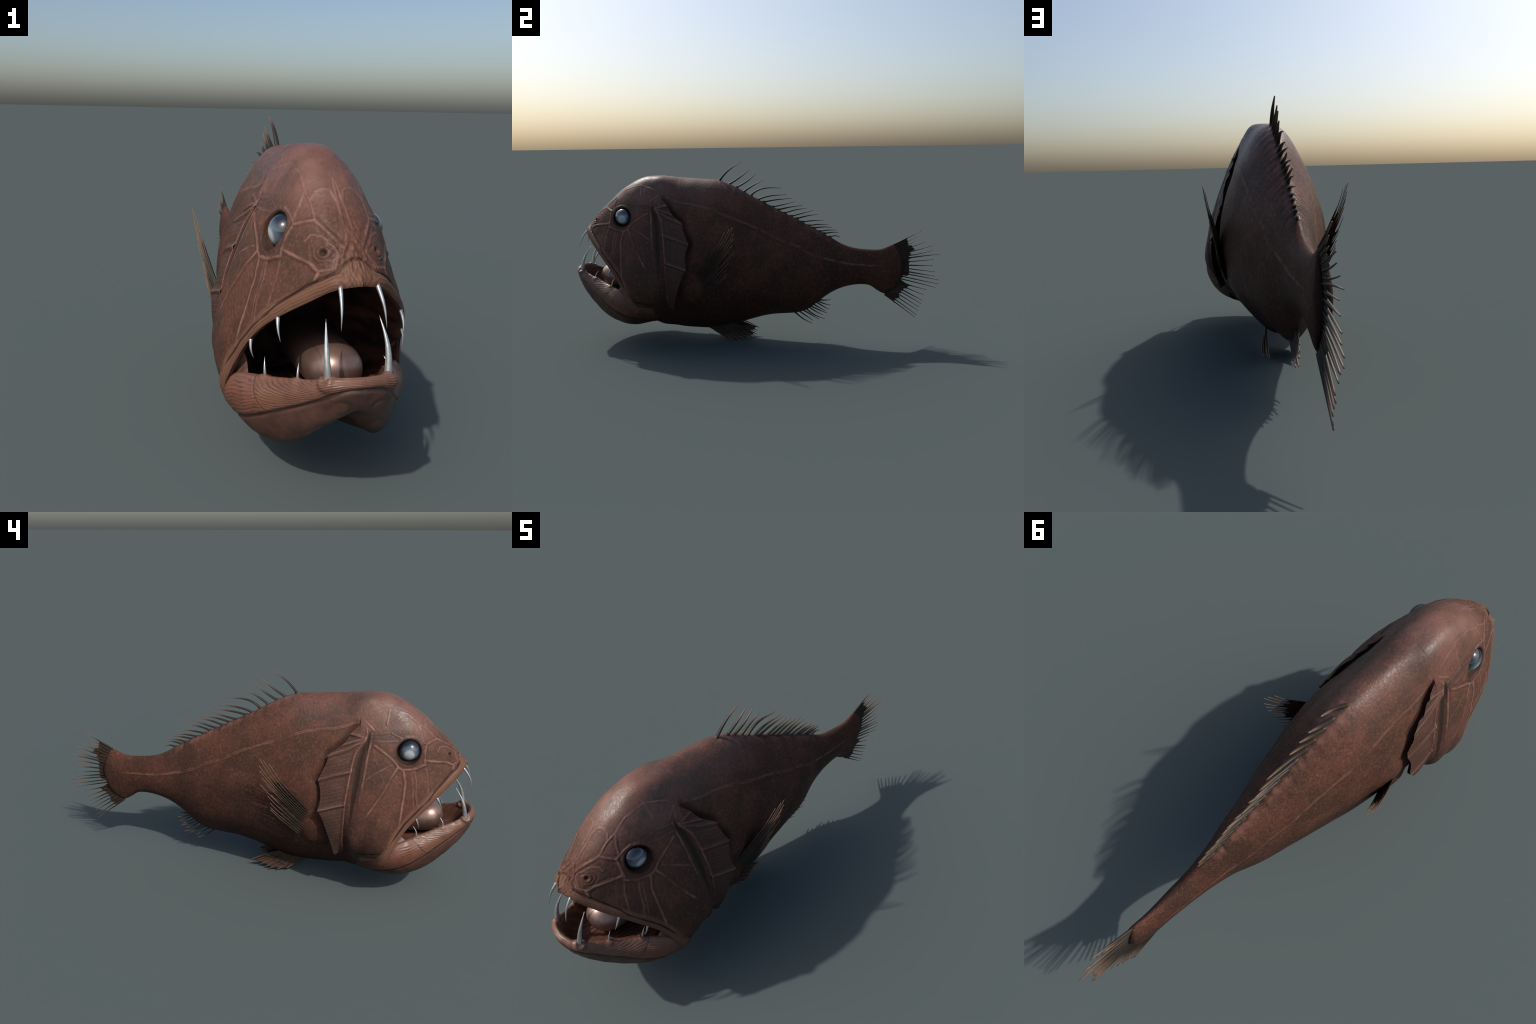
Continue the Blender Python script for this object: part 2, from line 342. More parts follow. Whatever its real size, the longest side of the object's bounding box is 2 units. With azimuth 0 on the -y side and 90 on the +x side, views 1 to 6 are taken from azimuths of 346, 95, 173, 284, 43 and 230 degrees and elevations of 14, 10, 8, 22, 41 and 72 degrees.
def jaw_material():
    m = Nodes("jaw_skin"); p, xyz = m.sided(); y, z = xyz[1], xyz[2]
    nz = m.math("MULTIPLY", m.math("SUBTRACT", m.noise(18, 3, .6), .5), 2.4)
    def pw(y, xs, zs):
        """piecewise straight profile z(y)"""
        out = None
        for a, b, c, d in zip(xs[:-1], xs[1:], zs[:-1], zs[1:]):
            s = m.ramp(y, a, b, 0, d - c, False)
            out = m.math("ADD", s, c) if out is None else m.math("ADD", out, s)
        return out
    lip = pw(y, [-1.0, -.845, -.690, -.612], [.416, .361, .315, .264])
    seam = pw(y, [-1.0, -.957, -.837, -.738, -.66, -.55], [.393, .355, .272, .210, .175, .15])
    h = m.math("DIVIDE", m.math("SUBTRACT", z, seam), m.math("SUBTRACT", lip, seam))
    hc = m.math("SUBTRACT", 1.0, m.math("MINIMUM", m.math("MAXIMUM", h, 0.0), 1.0))
    sl = m.math("DIVIDE", m.math("ADD", y, m.math("MULTIPLY", m.math("POWER", hc, 1.15), .22)), .0185)
    ph = lambda f, k: m.math("SINE", m.math("MULTIPLY", m.math("ADD", f, m.math("MULTIPLY", nz, k)), 6.2832))
    div = m.math("SUBTRACT", -.735, m.math("MULTIPLY", m.math("POWER", hc, .8), .075))
    dd = m.math("SUBTRACT", y, div); rear = m.ramp(dd, -.004, .004)
    frontw = m.ramp(m.math("ADD", y, m.math("MULTIPLY", hc, .05)), -.945, -.905, 1, 0)
    f = m.mix(rear, m.mix(frontw, ph(sl, .9), ph(m.math("MULTIPLY", h, 6.0), .9)), ph(m.math("MULTIPLY", h, 11.0), 1.0))
    fv = m.math("ADD", f, 0.0)
    above = m.ramp(h, .0, .10)
    col = m.mix(rear, (.172, .078, .048), (.158, .062, .039))
    col = m.mix(m.ramp(m.noise(12, 3), .35, .7, 0, .55), col, (.100, .047, .032))
    col = m.mix(m.math("MULTIPLY", m.ramp(fv, -1.0, .1, .8, 0), m.ramp(m.noise(35, 3), .3, .62, .25, 1)), col, (.058, .026, .018))
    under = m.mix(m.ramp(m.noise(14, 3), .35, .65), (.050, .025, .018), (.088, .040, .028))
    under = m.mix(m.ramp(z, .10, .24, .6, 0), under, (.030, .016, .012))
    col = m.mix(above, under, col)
    ins = m.mix(m.ramp(m.math("SINE", m.math("ADD", m.math("MULTIPLY", p_x(m, p), 300.0), m.math("MULTIPLY", m.noise(12), 8.0))), -.5, 1), (.085, .038, .027), (.125, .056, .038))
    col = m.mix(m.ramp(h, 1.02, 1.22, 0, 0), col, ins)
    # smoother, paler lip edge
    col = m.mix(m.ramp(h, .80, .98, 0, .40), col, (.185, .094, .066))
    seamd = m.math("ABSOLUTE", m.math("SUBTRACT", z, seam))
    col = m.mix(m.ramp(seamd, .0015, .007, .85, 0), col, (.022, .010, .007))
    col = m.mix(m.math("MULTIPLY", m.ramp(m.math("ABSOLUTE", dd), .0005, .0035, .55, 0), above), col, (.030, .014, .010))
    inner = m.ramp(m.math("SUBTRACT", JAW_INNER(m, p, y), p_x(m, p)), -.004, .004)
    col = m.mix(m.math("MULTIPLY", inner, m.ramp(z, .20, .24)), col, ins)
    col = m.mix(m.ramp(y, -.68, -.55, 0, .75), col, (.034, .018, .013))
    g = m.noise(150, 3, .7)
    nrm = m.bump(g, .22, .0015); nrm = m.bump(m.math("MULTIPLY", fv, above), .20, .0014, nrm)
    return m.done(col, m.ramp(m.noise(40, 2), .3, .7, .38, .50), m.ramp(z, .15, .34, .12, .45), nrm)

def JAW_INNER(m, p, y):
    """half width of the mouth floor inside the lower lip"""
    a = m.ramp(y, -.975, -.92, 0, .088, False); b = m.ramp(y, -.92, -.69, 0, .122, False)
    return m.math("ADD", a, b)

def mouth_material():
    m = Nodes("mouth_lining_skin")
    streak = m.noise(9, 4, .6, m.scaled((2.2, .5, 2.2)))
    col = m.mix(m.ramp(streak, .35, .7), (.024, .011, .010), (.115, .052, .042))
    return m.done(col, .5, .3, m.bump(streak, .3, .004))

def tongue_material():
    m = Nodes("tongue_skin"); s = m.new("ShaderNodeSeparateXYZ", m.obj).outputs
    n = m.noise(14, 4, .6); col = m.mix(m.ramp(n, .35, .65), (.285, .175, .138), (.200, .115, .092))
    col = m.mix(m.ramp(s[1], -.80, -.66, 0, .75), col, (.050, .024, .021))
    ring = m.math("ABSOLUTE", m.math("SUBTRACT", s[0], m.math("ADD", -.052, m.math("MULTIPLY", m.noise(9), .008))))
    col = m.mix(m.ramp(ring, .0008, .003, .25, 0), col, (.04, .02, .02))
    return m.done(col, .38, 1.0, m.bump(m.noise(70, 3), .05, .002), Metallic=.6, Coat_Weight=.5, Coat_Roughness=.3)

def tooth_material():
    m = Nodes("tooth_enamel")
    col = m.mix(m.ramp(m.noise(60, 2), .3, .7), (.60, .60, .57), (.44, .45, .45))
    return m.done(col, .30, .8, None, Metallic=.75)

def eye_material():
    m = Nodes("eye_glass"); s = m.new("ShaderNodeSeparateXYZ", m.obj).outputs
    off = m.vec("DISTANCE", m.vec("MULTIPLY", m.obj, (0, 1, 1)), (0, .002, -.010))
    col = m.mix(m.ramp(off, .015, .028), (.42, .45, .47), (.085, .115, .150))
    col = m.mix(m.ramp(off, .027, .047), col, (.006, .009, .014))
    col = m.mix(m.ramp(s[0], .010, .020, 1, 0), col, (.008, .010, .015))
    return m.done(col, .16, .6, None, Coat_Weight=1.0, Coat_Roughness=.03)

def ray_material(name, dark, pale, k0, k1):
    m = Nodes(name); t = m.new("ShaderNodeSeparateXYZ", m.gen).outputs[1]
    col = m.mix(m.ramp(t, k0, k1), dark, pale)
    col = m.mix(m.ramp(m.noise(60, 2), .35, .7, 0, .4), col, m.mix(1.0, col, (.55, .5, .48), "MULTIPLY"))
    return m.done(col, .48, .30, m.bump(m.noise(120, 2), .15, .001))

def web_material():
    m = Nodes("fin_web"); streak = m.noise(30, 3, .6, m.scaled((1, .4, 2.5)))
    col = m.mix(m.ramp(streak, .35, .7), (.024, .014, .010), (.070, .038, .026))
    return m.done(col, .6, .12, m.bump(streak, .3, .002))

LIP_EDGE = [(0, -.939, .617), (.047, -.925, .608), (.102, -.888, .572), (.172, -.815, .505), (.210, -.753, .438), (.239, -.688, .345), (.250, -.622, .205), (.214, -.555, .197)]
PREOP_GROOVE = [(.146, -.521, .748), (.165, -.503, .700), (.187, -.493, .648), (.210, -.487, .580), (.231, -.478, .492), (.245, -.471, .397), (.237, -.460, .307), (.208, -.450, .236)]
TEMPLE = [(.145, -.530, .752), (.144, -.580, .752), (.136, -.630, .756)]
GILL_RIDGES = [[(.158, -.505, .745), (.152, -.470, .755), (.139, -.444, .760)], [(.158, -.505, .735), (.166, -.440, .700), (.176, -.358, .668)], [(.200, -.462, .610), (.204, -.390, .590), (.205, -.323, .562)],
               [(.230, -.447, .470), (.238, -.390, .455), (.245, -.332, .434)], [(.158, -.505, .742), (.160, -.455, .728), (.157, -.405, .708)]]
mat_head, mat_trunk, mat_gill, mat_jaw = head_material(), trunk_material(), gill_material(), jaw_material()
mat_mouth, mat_tongue, mat_tooth, mat_eye = mouth_material(), tongue_material(), tooth_material(), eye_material()
mat_ray = ray_material("fin_ray_bone", (.026, .018, .011), (.200, .125, .082), .42, 1.08)
mat_ray_base = ray_material("fin_root_skin", (.045, .028, .022), (.050, .032, .024), 0, 1)
mat_membrane = web_material()

def corner_material():
    m = Nodes("mouth_corner_skin"); n = m.noise(22, 4, .6, m.scaled((1, 2.5, .8)))
    col = m.mix(m.ramp(n, .35, .68), (.060, .031, .022), (.150, .078, .054))
    return m.done(col, .40, .45, m.bump(n, .35, .004))
mat_corner = corner_material()

# ------------------------------------------------------------------ body: outer skin
# stations from snout to tail, each a half section (x >= 0) from the back to the lip or belly
HEAD = [
    [(0, -.937, .634), (0, -.938, .629), (0, -.939, .623), (0, -.939, .617)],
    [(0, -.917, .648), (.016, -.917, .645), (.031, -.920, .634), (.043, -.924, .620), (.047, -.925, .608)],
    [(0, -.865, .708), (.030, -.862, .703), (.055, -.862, .688), (.077, -.867, .662), (.090, -.878, .625), (.102, -.888, .572)],
    [(0, -.800, .770), (.040, -.800, .763), (.073, -.798, .742), (.102, -.798, .702), (.125, -.803, .640), (.150, -.810, .570), (.172, -.815, .505)],
    [(0, -.730, .832), (.040, -.730, .825), (.075, -.727, .800), (.109, -.726, .752), (.140, -.728, .690), (.170, -.735, .600), (.194, -.745, .520), (.210, -.753, .438)],
    [(0, -.655, .880), (.040, -.655, .873), (.077, -.658, .844), (.116, -.662, .780), (.148, -.665, .700), (.184, -.670, .600), (.219, -.680, .470), (.239, -.688, .345)],
    [(0, -.585, .906), (.043, -.585, .898), (.082, -.585, .860), (.127, -.587, .785), (.171, -.590, .690), (.215, -.595, .570), (.252, -.603, .440), (.272, -.612, .330), (.263, -.619, .250), (.250, -.622, .205)],
    [(0, -.530, .911), (.050, -.530, .902), (.086, -.530, .860), (.138, -.530, .765), (.187, -.530, .650), (.235, -.533, .520), (.266, -.540, .390), (.264, -.550, .280), (.214, -.555, .197), (.140, -.560, .135)],
    [(0, -.470, .909), (.051, -.470, .900), (.089, -.470, .850), (.139, -.470, .755), (.186, -.470, .640), (.227, -.470, .520), (.255, -.470, .400), (.251, -.475, .285), (.180, -.485, .190), (.095, -.490, .108), (0, -.495, .083)],
]
SHAPE_F = [0, .035, .12, .25, .40, .55, .70, .82, .92, 1]
SHAPE_BODY = np.array([0, .21, .48, .73, .94, 1, .93, .74, .42, 0])
SHAPE_TAIL = np.array([2 * math.sqrt(f * (1 - f)) if f > 0 else 0 for f in SHAPE_F])
# y, back z, belly z, half width, blend towards the oval tail section
TRUNK = [
    (-.41, .903, .066, .220, 0), (-.34, .897, .060, .212, 0), (-.26, .891, .058, .209, 0), (-.18, .882, .066, .201, 0),
    (-.09, .845, .090, .187, .05), (.00, .794, .118, .166, .1), (.10, .741, .140, .143, .2), (.20, .690, .148, .117, .3),
    (.29, .642, .170, .094, .4), (.37, .598, .232, .070, .45), (.45, .552, .283, .054, .5), (.53, .519, .309, .044, .8),
    (.62, .507, .311, .036, 1), (.70, .515, .284, .029, 1), (.748, .533, .265, .025, 1)]
def trunk_section(y, zt, zb, w, k):
    s = SHAPE_BODY * (1 - k) + SHAPE_TAIL * k
    s[1] += .05 * (1 - sstep(-.22, .0, y))
    skew = sstep(.60, .75, y)
    bow = np.interp(SHAPE_F, [0, .2, .4, .65, .85, 1], [0, .026, .038, .027, .0, -.048])
    return [(w * a, y + skew * b, zt + (zb - zt) * f) for f, a, b in zip(SHAPE_F, s, bow)]
M = 300
TAIL_END = [(.760, .529, .263, .021, 1), (.769, .518, .270, .015, 1), (.773, .508, .282, .008, 1), (.774, .500, .290, .0035, 1)]  # the flesh rounds off behind
st = [section(p, M, False) for p in HEAD[:8]] + [section(HEAD[8], M, True)] + [section(trunk_section(*p), M, True) for p in TRUNK + TAIL_END]
st = np.array(st)
tk = np.concatenate([[0], np.cumsum(np.linalg.norm(np.diff(st, axis=0), axis=2).mean(1) ** .7)])
t_neck = tk[9]
tq = np.concatenate([np.linspace(0, t_neck, 230, endpoint=False), np.linspace(t_neck, tk[-1], 260)])
G = spline(tk, st, tq); G[:, 0, 0] = 0
G[:, :, 0] = np.maximum(G[:, :, 0], 0)
NU = len(tq)
lip_curve = G[:int(np.searchsorted(tq, tk[7])), -1].copy()

full = mirror_grid(G); NC = full.shape[1]
V = full.reshape(-1, 3).copy(); F = grid_faces(NU, NC, False)
colfrac = np.abs(np.arange(NC) - (M - 1)) / (M - 1)
uu = np.repeat(tq, NC); cc = np.tile(colfrac, NU)

def smooth_grid(V, iters, mask, n=NU, m=NC):
    A = V.reshape(n, m, 3)
    k = mask.reshape(n, m, 1)
    for _ in range(iters):
        B = A.copy()
        B[1:-1, 1:-1] = (A[:-2, 1:-1] + A[2:, 1:-1] + A[1:-1, :-2] + A[1:-1, 2:]) / 4
        A = A + (B - A) * k
    return A.reshape(-1, 3)
# ------------------------------------------------------------------ relief of the skin
front = np.clip(1 - uu / tk[1], 0, 1)
V = smooth_grid(V, 12, sstep(.0, .5, front))
N = vnormals(V, F)
A = V * [1, 1, 1]; A[:, 0] = np.abs(A[:, 0])
disp = np.zeros(len(V))
hd = A[:, 1] < -.40
AH = A[hd]
def ridge(d, w, amp, moat=.35):
    return amp * (np.exp(-(d / w) ** 2) - moat * np.exp(-((d - 2.1 * w) / w) ** 2))
dh = np.zeros(len(AH))
wob = fnoise(AH, (40, 40, 40), 2, 3.1)
fade_ = .55 + .75 * sstep(-.25, .35, fnoise(AH, (14, 14, 14), 2, 6.6))
dh += fade_ * (ridge(seg_dist(AH, MAIN.values()) * (1 + .35 * wob), .0048, .0025) + ridge(seg_dist(AH, FINE.values()) * (1 + .4 * wob), .0032, .0014))
# wrinkled skin of the snout: uneven folds round the nostril and along the muzzle
nd = np.linalg.norm((AH - np.array([.066, -.860, .680])) * [1.0, 1.0, 1.25], axis=1) + .004 * fnoise(AH, (30, 30, 30), 2, 9.1)
dh += .0011 * np.cos(2 * np.pi * nd / .0145 + 2.6 * fnoise(AH, (32, 32, 32), 2, 12.)) * np.exp(-(nd / .043) ** 4) * sstep(.013, .02, nd) * sstep(.012, .03, AH[:, 0])
muz = np.exp(-((AH[:, 1] + .885) / .045) ** 2) * np.exp(-(AH[:, 0] / .05) ** 2)
dh += .0014 * muz * np.sin(2 * np.pi * (AH[:, 0] * .8 + AH[:, 2] * .35 + .008 * wob) / .0115)
# groove between the preopercle ridge and the gill cover
mid = (np.array(MAIN["preopercle"]) + np.array([(.150, -.514, .742), (.169, -.478, .686), (.188, -.466, .640), (.212, -.457, .565), (.228, -.449, .480), (.236, -.447, .389), (.226, -.440, .300), (.200, -.43, .226)])) / 2
dh -= .0032 * np.exp(-(seg_dist(AH, [mid]) / .014) ** 2)
# upper lip: a rolled band between the mouth edge and the seam
lipP = lip_curve[::6]
dl = seg_dist(AH, [lipP]); ds = seg_dist(AH, [LIP_SEAM])
band = dl / (dl + ds + 1e-6)
inside = (AH[:, 1] < -.55) & (cc[hd] > .45)
below = sstep(0, .012, np.where(band < .5, 1, 0) * .02)
lipband = np.clip(1 - dl / .034, 0, 1)
lw_ = .034 + .034 * np.exp(-(AH[:, 0] / .035) ** 2)
dh += np.where(inside, .0055 * np.sin(np.pi * np.clip(dl / lw_, 0, 1)) ** .8, 0)
dh -= .0042 * np.exp(-(ds / .0042) ** 2)
# eye socket and nostril
re = np.hypot(AH[:, 1] - EYE[1], AH[:, 2] - EYE[2])
dh -= .026 * np.exp(-(re / .0475) ** 14)
dh += .0022 * np.exp(-((re - .056) / .006) ** 2)
nos = np.linalg.norm(AH - np.array([.068, -.860, .680]), axis=1)
dh += .0022 * np.exp(-((nos - .0125) / .0055) ** 2) - .008 * np.exp(-(nos / .0068) ** 2)
# shallow hollows between the struts of the cheek
dh += .0022 * fnoise(AH, (11, 11, 11), 2, 8.0)
disp[hd] += dh
# trunk
tr = A[:, 1] > -.48
AT = A[tr]
bx = np.array([s[0][0] for s in DORSAL]); bz = np.array([s[0][1] for s in DORSAL])
idx = np.interp(AT[:, 1], bx, np.arange(len(bx)), left=-.5, right=len(bx))
back = np.interp(AT[:, 1], bx, bz)
low = np.clip(back - AT[:, 2], 0, 1)
on = sstep(-.21, -.15, AT[:, 1]) * (1 - sstep(.42, .47, AT[:, 1]))
dt = .0017 * on * np.exp(-(low / .034) ** 1.3) * (.65 + .5 * fnoise(AT, (7, 7, 7), 1, 2.2)) * np.cos(2 * np.pi * (idx + .25 * low / .05 + .2 * fnoise(AT, (20, 20, 20), 1)))
dlat = seg_dist(AT, [LATERAL])
bead = .65 + .35 * np.sin(AT[:, 1] * 2 * np.pi / .034 + 2 * fnoise(AT, (12, 12, 12), 1, 5))
dt += bead * (.0013 * np.exp(-((dlat - .0055) / .0035) ** 2) - .0008 * np.exp(-(dlat / .003) ** 2))
dt += .0013 * fnoise(AT, (9, 9, 9), 2, 1.7)
# fleshy shoulder of the pectoral fin
q = np.hypot((AT[:, 1] + .318) / .082, (AT[:, 2] - .300) / .088)
dt += .014 * (1 - sstep(.35, 1.0, q)) * (AT[:, 0] > .1)
# the gill slit: the body falls away under the free edge of the gill cover
dge = seg_dist(AT, [GILL_EDGE])
dt -= .016 * np.exp(-(dge / .026) ** 2) * sstep(.10, .13, AT[:, 0]) * (AT[:, 2] > .2)
disp[tr] += dt
disp[np.abs(V[:, 0]) < 1e-6] *= 1
V = V + N * disp[:, None]
VG = V.reshape(NU, NC, 3)
VG[:, M - 1, 0] = 0
r0 = (VG[0] * [0, 1, 1] + (VG[0] * [0, 1, 1])[::-1]) / 2
VG[0] = r0 - [0, .0035, 0]   # both halves meet on the midline of the snout
V = smooth_grid(VG.reshape(-1, 3), 6, sstep(.55, .95, front))
N = vnormals(V, F)

# split into head, abdomen and tail with one set of normals
fc_u = tq[np.minimum(F[:, 0] // NC, NU - 1)]
def region(name, sel, mat):
    fs = F[sel]; ids, inv = np.unique(fs, return_inverse=True)
    me = mesh(name, V[ids], inv.reshape(-1, 4)); o = link(name, me, fish, mat)
    me.normals_split_custom_set_from_vertices([tuple(n) for n in N[ids]])
    return o
fy = V[F].mean(1)[:, 1]
u_head = tq[np.argmin(np.abs(G[:, 0, 1] + .47))]
head = region("head", fc_u < u_head, mat_head)
abdomen = region("abdomen", (fc_u >= u_head) & (fc_u < tq[np.argmin(np.abs(G[:, 0, 1] - .37))]), mat_trunk)
tail = region("tail", fc_u >= tq[np.argmin(np.abs(G[:, 0, 1] - .37))], mat_trunk)
# ------------------------------------------------------------------ lower jaw
TEETH = [  # root, middle, tip, radius
    ((.074, -.954, .395), (.076, -.938, .466), (.067, -.900, .531), .0105),
    ((.117, -.861, .356), (.118, -.861, .382), (.112, -.847, .403), .0048),
    ((.171, -.755, .326), (.173, -.752, .352), (.169, -.736, .376), .0050),
    ((.045, -.922, .616), (.051, -.954, .574), (.055, -.968, .524), .0058),
    ((.161, -.822, .514), (.164, -.838, .486), (.160, -.848, .459), .0055),
    ((.209, -.744, .431), (.211, -.755, .407), (.205, -.761, .385), .0050),
]
# stations from the chin to behind the mouth corner; columns: floor, inner wall, lip, outer side, keel, underside
JAW = [
    [(0, -.945, .330), (0, -.955, .345), (0, -.967, .385), (0, -.982, .416), (0, -.998, .400), (0, -.996, .366), (0, -.976, .330), (0, -.940, .322)],
    [(0, -.930, .315), (.030, -.935, .325), (.048, -.948, .370), (.058, -.966, .411), (.070, -.980, .395), (.064, -.976, .350), (.040, -.957, .305), (0, -.915, .315)],
    [(0, -.890, .300), (.055, -.895, .310), (.080, -.900, .350), (.092, -.918, .388), (.106, -.923, .371), (.111, -.920, .325), (.075, -.911, .254), (0, -.855, .292)],
    [(0, -.820, .285), (.080, -.825, .295), (.110, -.830, .330), (.126, -.845, .361), (.147, -.848, .340), (.158, -.846, .280), (.105, -.830, .178), (0, -.780, .252)],
    [(0, -.740, .270), (.110, -.745, .285), (.150, -.750, .312), (.172, -.757, .332), (.202, -.755, .310), (.216, -.752, .235), (.132, -.742, .133), (0, -.700, .205)],
    [(0, -.670, .260), (.140, -.680, .275), (.195, -.685, .302), (.218, -.690, .315), (.244, -.682, .294), (.243, -.675, .210), (.132, -.660, .108), (0, -.630, .150)],
    [(0, -.580, .250), (.140, -.600, .250), (.200, -.605, .262), (.226, -.613, .276), (.243, -.604, .242), (.230, -.592, .178), (.138, -.580, .122), (0, -.560, .125)],
    [(0, -.500, .240), (.100, -.520, .230), (.140, -.525, .230), (.160, -.525, .220), (.175, -.515, .190), (.165, -.505, .150), (.110, -.500, .130), (0, -.490, .13)],
]
jn, jm = 300, 260
rows = []
for p in JAW:
    P = np.array(p); m = np.array([-1, 1, 1.0])
    if P[:, 0].max() > 0:
        Q = np.vstack([P[1:2] * m, P, P[-2:-1] * m]); k0, k1 = 1, len(P)
    else:
        Q = P; k0, k1 = 0, len(P) - 1
    t = np.arange(len(Q)); rows.append(spline(t, Q, np.linspace(k0, k1, jm)))
rows = np.array(rows)
# mirrored stations in front so that the chin is smooth across the midline
mir = rows[1:3][::-1] * [-1, 1, 1]
allr = np.concatenate([mir, rows]); tj = np.concatenate([[0], np.cumsum(np.linalg.norm(np.diff(allr, axis=0), axis=2).mean(1) ** .7)])
JG = spline(tj, allr, np.linspace(tj[2], tj[-1], jn))
JG[0, :, 0] = 0
def two_sided(G, flip=False):
    """both halves of a grid whose row 0 lies on the midline: left rows reversed + right rows"""
    A = np.concatenate([(G * [-1, 1, 1])[:0:-1], G], 0)
    return A
JF = two_sided(JG)
jV = JF.reshape(-1, 3).copy(); jF = grid_faces(JF.shape[0], jm)
jcol = np.tile(np.linspace(0, 7, jm), JF.shape[0])
jrow = np.repeat(np.abs(np.arange(JF.shape[0]) - (jn - 1)) / (jn - 1), jm)
JN = vnormals(jV, jF)
if JN[np.argmax(jV[:, 0]), 0] < 0: JN = -JN
ja = np.abs(jV[:, 0]); jy, jz = jV[:, 1], jV[:, 2]
j_lip = np.interp(jy, [-1.0, -.918, -.845, -.757, -.690, -.612, -.5], [.416, .388, .361, .332, .315, .264, .22])
j_seam = np.interp(jy, [-1.0, -.957, -.895, -.837, -.790, -.738, -.66, -.55], [.393, .355, .309, .272, .238, .210, .175, .15])
jh = (jz - j_seam) / (j_lip - j_seam)
outer = sstep(3.0, 3.25, jcol) * (1 - sstep(6.2, 6.6, jcol))
def fibres(y, h, nz):
    """phase of the muscle fibres: lip fibres in front, slanting ones on the side, level ones behind"""
    slant = (y + .22 * (1 - np.clip(h, 0, 1)) ** 1.15) / .0185
    level = h * 11.0
    lipw = h * 6.0
    return slant, level, lipw
dn = fnoise(np.stack([ja, jy, jz], 1), (25, 25, 25), 2, 4.4)
sl, lv, lw = fibres(jy, jh, dn)
div = -.735 - .075 * (1 - np.clip(jh, 0, 1)) ** .8
w_rear = sstep(-.004, .004, jy - div); w_lip = 1 - sstep(-.945, -.905, jy + .05 * (1 - jh))
ph = np.sin(2 * np.pi * (sl + .35 * dn)) * (1 - w_rear) * (1 - w_lip) + np.sin(2 * np.pi * (lv + .35 * dn)) * w_rear + np.sin(2 * np.pi * (lw + .3 * dn)) * w_lip
on = outer * sstep(.02, .12, jh)
jd = .0002 * ph * on
jd -= .0045 * np.exp(-((jz - j_seam) / .0055) ** 2) * outer * (1 - sstep(-.60, -.56, jy))
jd -= .0012 * np.exp(-((jy - div) / .003) ** 2) * on
jd += .003 * np.exp(-((jh - .55) / .4) ** 2) * outer
# tooth sockets and the dimples of the chin
for t in TEETH[:3]:
    r = np.linalg.norm(np.stack([ja, jy, jz], 1) - np.array(t[0]), axis=1)
    k = t[3] / .0105
    jd += (.005 * k + .001) * np.exp(-((r - .013 * k - .004) / .006) ** 2)
r = np.linalg.norm(np.stack([ja, jy, jz], 1) - np.array([.045, -.975, .338]), axis=1); jd -= .0018 * np.exp(-((r - .022) / .007) ** 2) * outer
jd += .0015 * dn * outer
jd += .0016 * (jcol < 2.6) * np.sin(ja * 2 * np.pi / .022 + 1.5 * dn)
jV = jV + JN * jd[:, None]
lower_jaw = link("lower_jaw", mesh("lower_jaw", jV, jF), fish, mat_jaw)

# ------------------------------------------------------------------ inside of the mouth
L = lip_curve[::3]
Lf = np.concatenate([(L * [-1, 1, 1])[:0:-1], L])
T = np.stack([Lf[:, 0] * .45, np.full(len(Lf), -.42), .30 + (Lf[:, 2] - .30) * .65], 1)
inw = np.stack([-np.sign(Lf[:, 0]) * np.minimum(np.abs(Lf[:, 0]), .012), .012 * np.exp(-(Lf[:, 0] / .08) ** 2), np.zeros(len(Lf))], 1)
mr = [Lf, Lf + inw * .9 + [0, 0, .002], Lf + inw * 1.8 + [0, .004, .014]]
for t in np.linspace(.08, 1, 24):
    b = math.sin(math.pi * t) * .03
    mr.append((Lf + inw * 1.8 + [0, .004, .014]) * (1 - t) + T * t + [0, 0, b])
mr.append(mr[-1] * [.02, 1, 1] * np.array([1, 1, 1]) )
mr = np.array(mr)
mouth_lining = link("mouth_lining", mesh("mouth_lining", mr.reshape(-1, 3), grid_faces(mr.shape[0], mr.shape[1])), fish, mat_mouth)

# skin stretched across the corner of the mouth between the lips
up = np.array([[np.interp(y, lip_curve[:, 1], lip_curve[:, k]) for k in range(3)] for y in np.linspace(-.712, -.585, 40)])
jl = JG[:, int(jm * 3.35 / 7)]; jl = jl[np.argsort(jl[:, 1])]
dn_ = np.array([[np.interp(y, jl[:, 1], jl[:, k]) for k in range(3)] for y in np.linspace(-.712, -.575, 40)])
cw = []
for i in range(40):
    for t in np.linspace(-.12, 1.12, 30):
        p = up[i] * (1 - t) + dn_[i] * t
        sag = .022 * math.sin(math.pi * min(max(t, 0), 1)) * (1 - i / 39)
        cw.append(p + [-.006 - .35 * sag, sag * 1.2, 0])
cw = np.array(cw)
for sx in (1, -1):
    link("mouth_corner", mesh("mouth_corner", cw * [sx, 1, 1], grid_faces(40, 30, sx > 0)), fish, mat_corner)

# tongue: a blunt fleshy cylinder lying on the floor of the mouth
tn, tm = 60, 48
tv = []
for i in range(tn):
    s = i / (tn - 1); y = -.868 + .42 * s ** 1.6
    k = min(1.0, (y + .868) / .075); prof = math.sqrt(max(0, 1 - (1 - k) ** 2)) ** .9
    rx, rz = .072 * prof * (1 + .12 * s), .064 * prof * (1 + .25 * s)
    for j in range(tm):
        a = 2 * math.pi * j / tm
        tv.append((-.0 + rx * math.cos(a), y, .366 - .03 * s + rz * math.sin(a)))
tf = [(i * tm + j, i * tm + (j + 1) % tm, (i + 1) * tm + (j + 1) % tm, (i + 1) * tm + j) for i in range(tn - 1) for j in range(tm)]
tongue = link("tongue", mesh("tongue", tv, tf), fish, mat_tongue)

